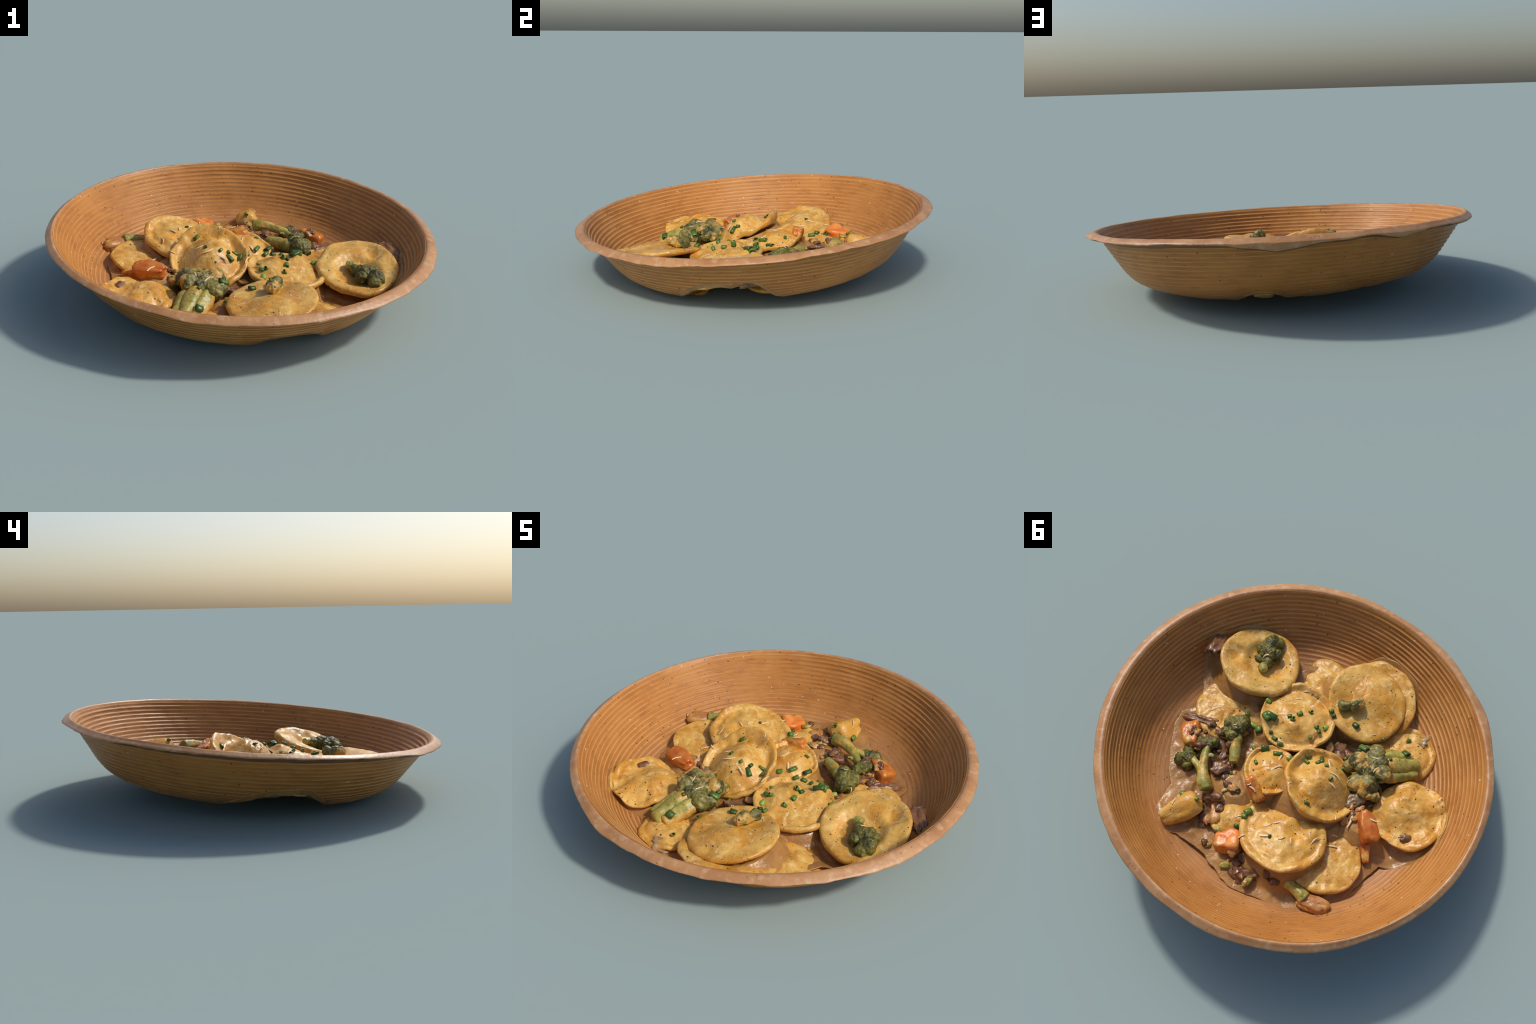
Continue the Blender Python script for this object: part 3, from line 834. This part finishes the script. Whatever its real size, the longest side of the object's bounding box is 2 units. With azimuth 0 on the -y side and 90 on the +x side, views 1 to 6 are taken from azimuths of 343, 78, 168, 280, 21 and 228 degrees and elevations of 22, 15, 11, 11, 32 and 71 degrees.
CHIVES = [(0.318, -0.002, "p"), (0.275, -0.003), (0.284, -0.065, "l"), (0.268, -0.083, "l"), (0.256, -0.094), (0.21, -0.024), (0.167, -0.015), (0.17, 0.015), (0.163, 0.056, "l"),
          (0.126, -0.014), (0.2, -0.15), (0.174, -0.147), (0.179, -0.203), (0.153, -0.257), (0.042, -0.262, "p"), (0.068, -0.216), (0.044, -0.212), (0.047, -0.156), (0.083, -0.344), (0.056, -0.334),
          (-0.057, -0.388, "l"), (-0.204, -0.454), (-0.292, -0.568), (0.087, 0.034, "l"), (0.122, 0.152), (0.023, 0.003, "l"), (0.215, 0.081), (0.201, 0.23), (0.176, 0.275), (-0.026, -0.071, "l"),
          (-0.052, -0.044, "l"), (-0.099, -0.073), (-0.098, -0.103, "l"), (-0.143, -0.086), (-0.183, -0.172), (-0.144, -0.242), (-0.187, -0.323, "l"), (-0.18, -0.292), (-0.345, -0.485), (-0.324, -0.381),
          (0.391, -0.022), (0.36, -0.139, "p"), (-0.22, 0.123, "l"), (-0.21, -0.051), (0.079, 0.313), (-0.22, 0.361), (-0.04, 0.348, "l"), (-0.048, 0.38), (0.261, 0.528), (0.17, 0.511), (-0.061, 0.433, "l")]
chives = holder("chopped_chives", "chopped green chive rings scattered over the food", "herb")
shapes = {"": [chive_mesh(0.030, 0.0115, 0.004, chive_mat), chive_mesh(0.024, 0.010, 0.0035, chive_mat), chive_mesh(0.034, 0.009, 0.003, chive_mat)],
          "l": [chive_mesh(0.050, 0.0115, 0.004, chive_mat), chive_mesh(0.042, 0.014, 0.005, chive_mat)], "p": [chive_mesh(0.046, 0.0125, 0.004, chive_pale_mat)]}


def lay(me, x, y, parent, lift, spin, tip=0.0):
    at, nrm = land(x, y)
    q = Vector((0, 0, 1)).rotation_difference((nrm + Vector((0, 0, 0.6))).normalized()).to_matrix()
    rot = q @ Matrix.Rotation(spin, 3, "Z") @ Matrix.Rotation(tip, 3, "Y")
    ob = bpy.data.objects.new(me.name, me)
    bpy.context.scene.collection.objects.link(ob)
    ob.parent = parent
    ob.matrix_basis = Matrix.Translation(at + nrm * lift - Vector((0, 0, -0.2))) @ rot.to_4x4()
    return ob


for i, c in enumerate(CHIVES):
    me = rng.choice(shapes[c[2] if len(c) > 2 else ""])
    ob = lay(me, c[0], c[1], chives, 0.006, rng.uniform(0, pi), rng.choice((0, 0.1, -0.2, 0.3, 0.9)))
    k = rng.choice((0.7, 0.8, 0.95, 1.05, 1.2))
    ob.scale = (k, k * rng.uniform(0.95, 1.35), k * rng.uniform(0.9, 1.1))

cheese = holder("grated_cheese", "fine pale grated cheese shreds over the food", "cheese")


def shred_mesh(length, width, bend, seed):
    V, F = tube_mesh([(-length / 2, 0, 0), (-length * 0.15, bend, 0.002), (length * 0.2, bend * 0.7, 0.001), (length / 2, -bend * 0.4, 0)], [width * 0.7, width, width, width * 0.6], seed, 8, 0.08, 0.6)
    return mesh_from("cheese_shred", V, F, cheese_mat)


shreds = [shred_mesh(rng.uniform(0.035, 0.065), rng.uniform(0.0032, 0.0055), rng.uniform(-0.008, 0.008), 500 + i) for i in range(8)]
big = shred_mesh(0.10, 0.0065, 0.010, 520)
for x, y, s in ((-0.388, -0.262, 2.5), (-0.41, -0.02, 2.2)):
    lay(big, x, y, cheese, 0.008, s)
SHRED_SPOTS = [(-0.205, 0.38), (-0.30, 0.30), (-0.27, 0.33), (-0.19, 0.28), (-0.16, 0.33), (0.02, 0.27), (0.24, 0.60), (-0.13, 0.46), (-0.20, -0.08), (-0.24, -0.04), (-0.13, -0.12), (0.03, 0.10),
               (0.07, 0.05), (-0.38, 0.20), (-0.45, 0.14), (0.55, -0.29), (-0.28, -0.33), (-0.31, -0.27), (-0.42, -0.16), (-0.50, -0.10)]
for x, y in SHRED_SPOTS:
    lay(rng.choice(shreds), x + rng.uniform(-0.01, 0.01), y + rng.uniform(-0.01, 0.01), cheese, 0.002, rng.uniform(0, pi))
for i in range(22):
    a, r = rng.uniform(0, 2 * pi), 0.50 * math.sqrt(rng.random())
    ob = lay(rng.choice(shreds), r * math.cos(a), r * math.sin(a), cheese, 0.001, rng.uniform(0, pi))
    ob.scale = [rng.uniform(0.4, 0.75)] * 3
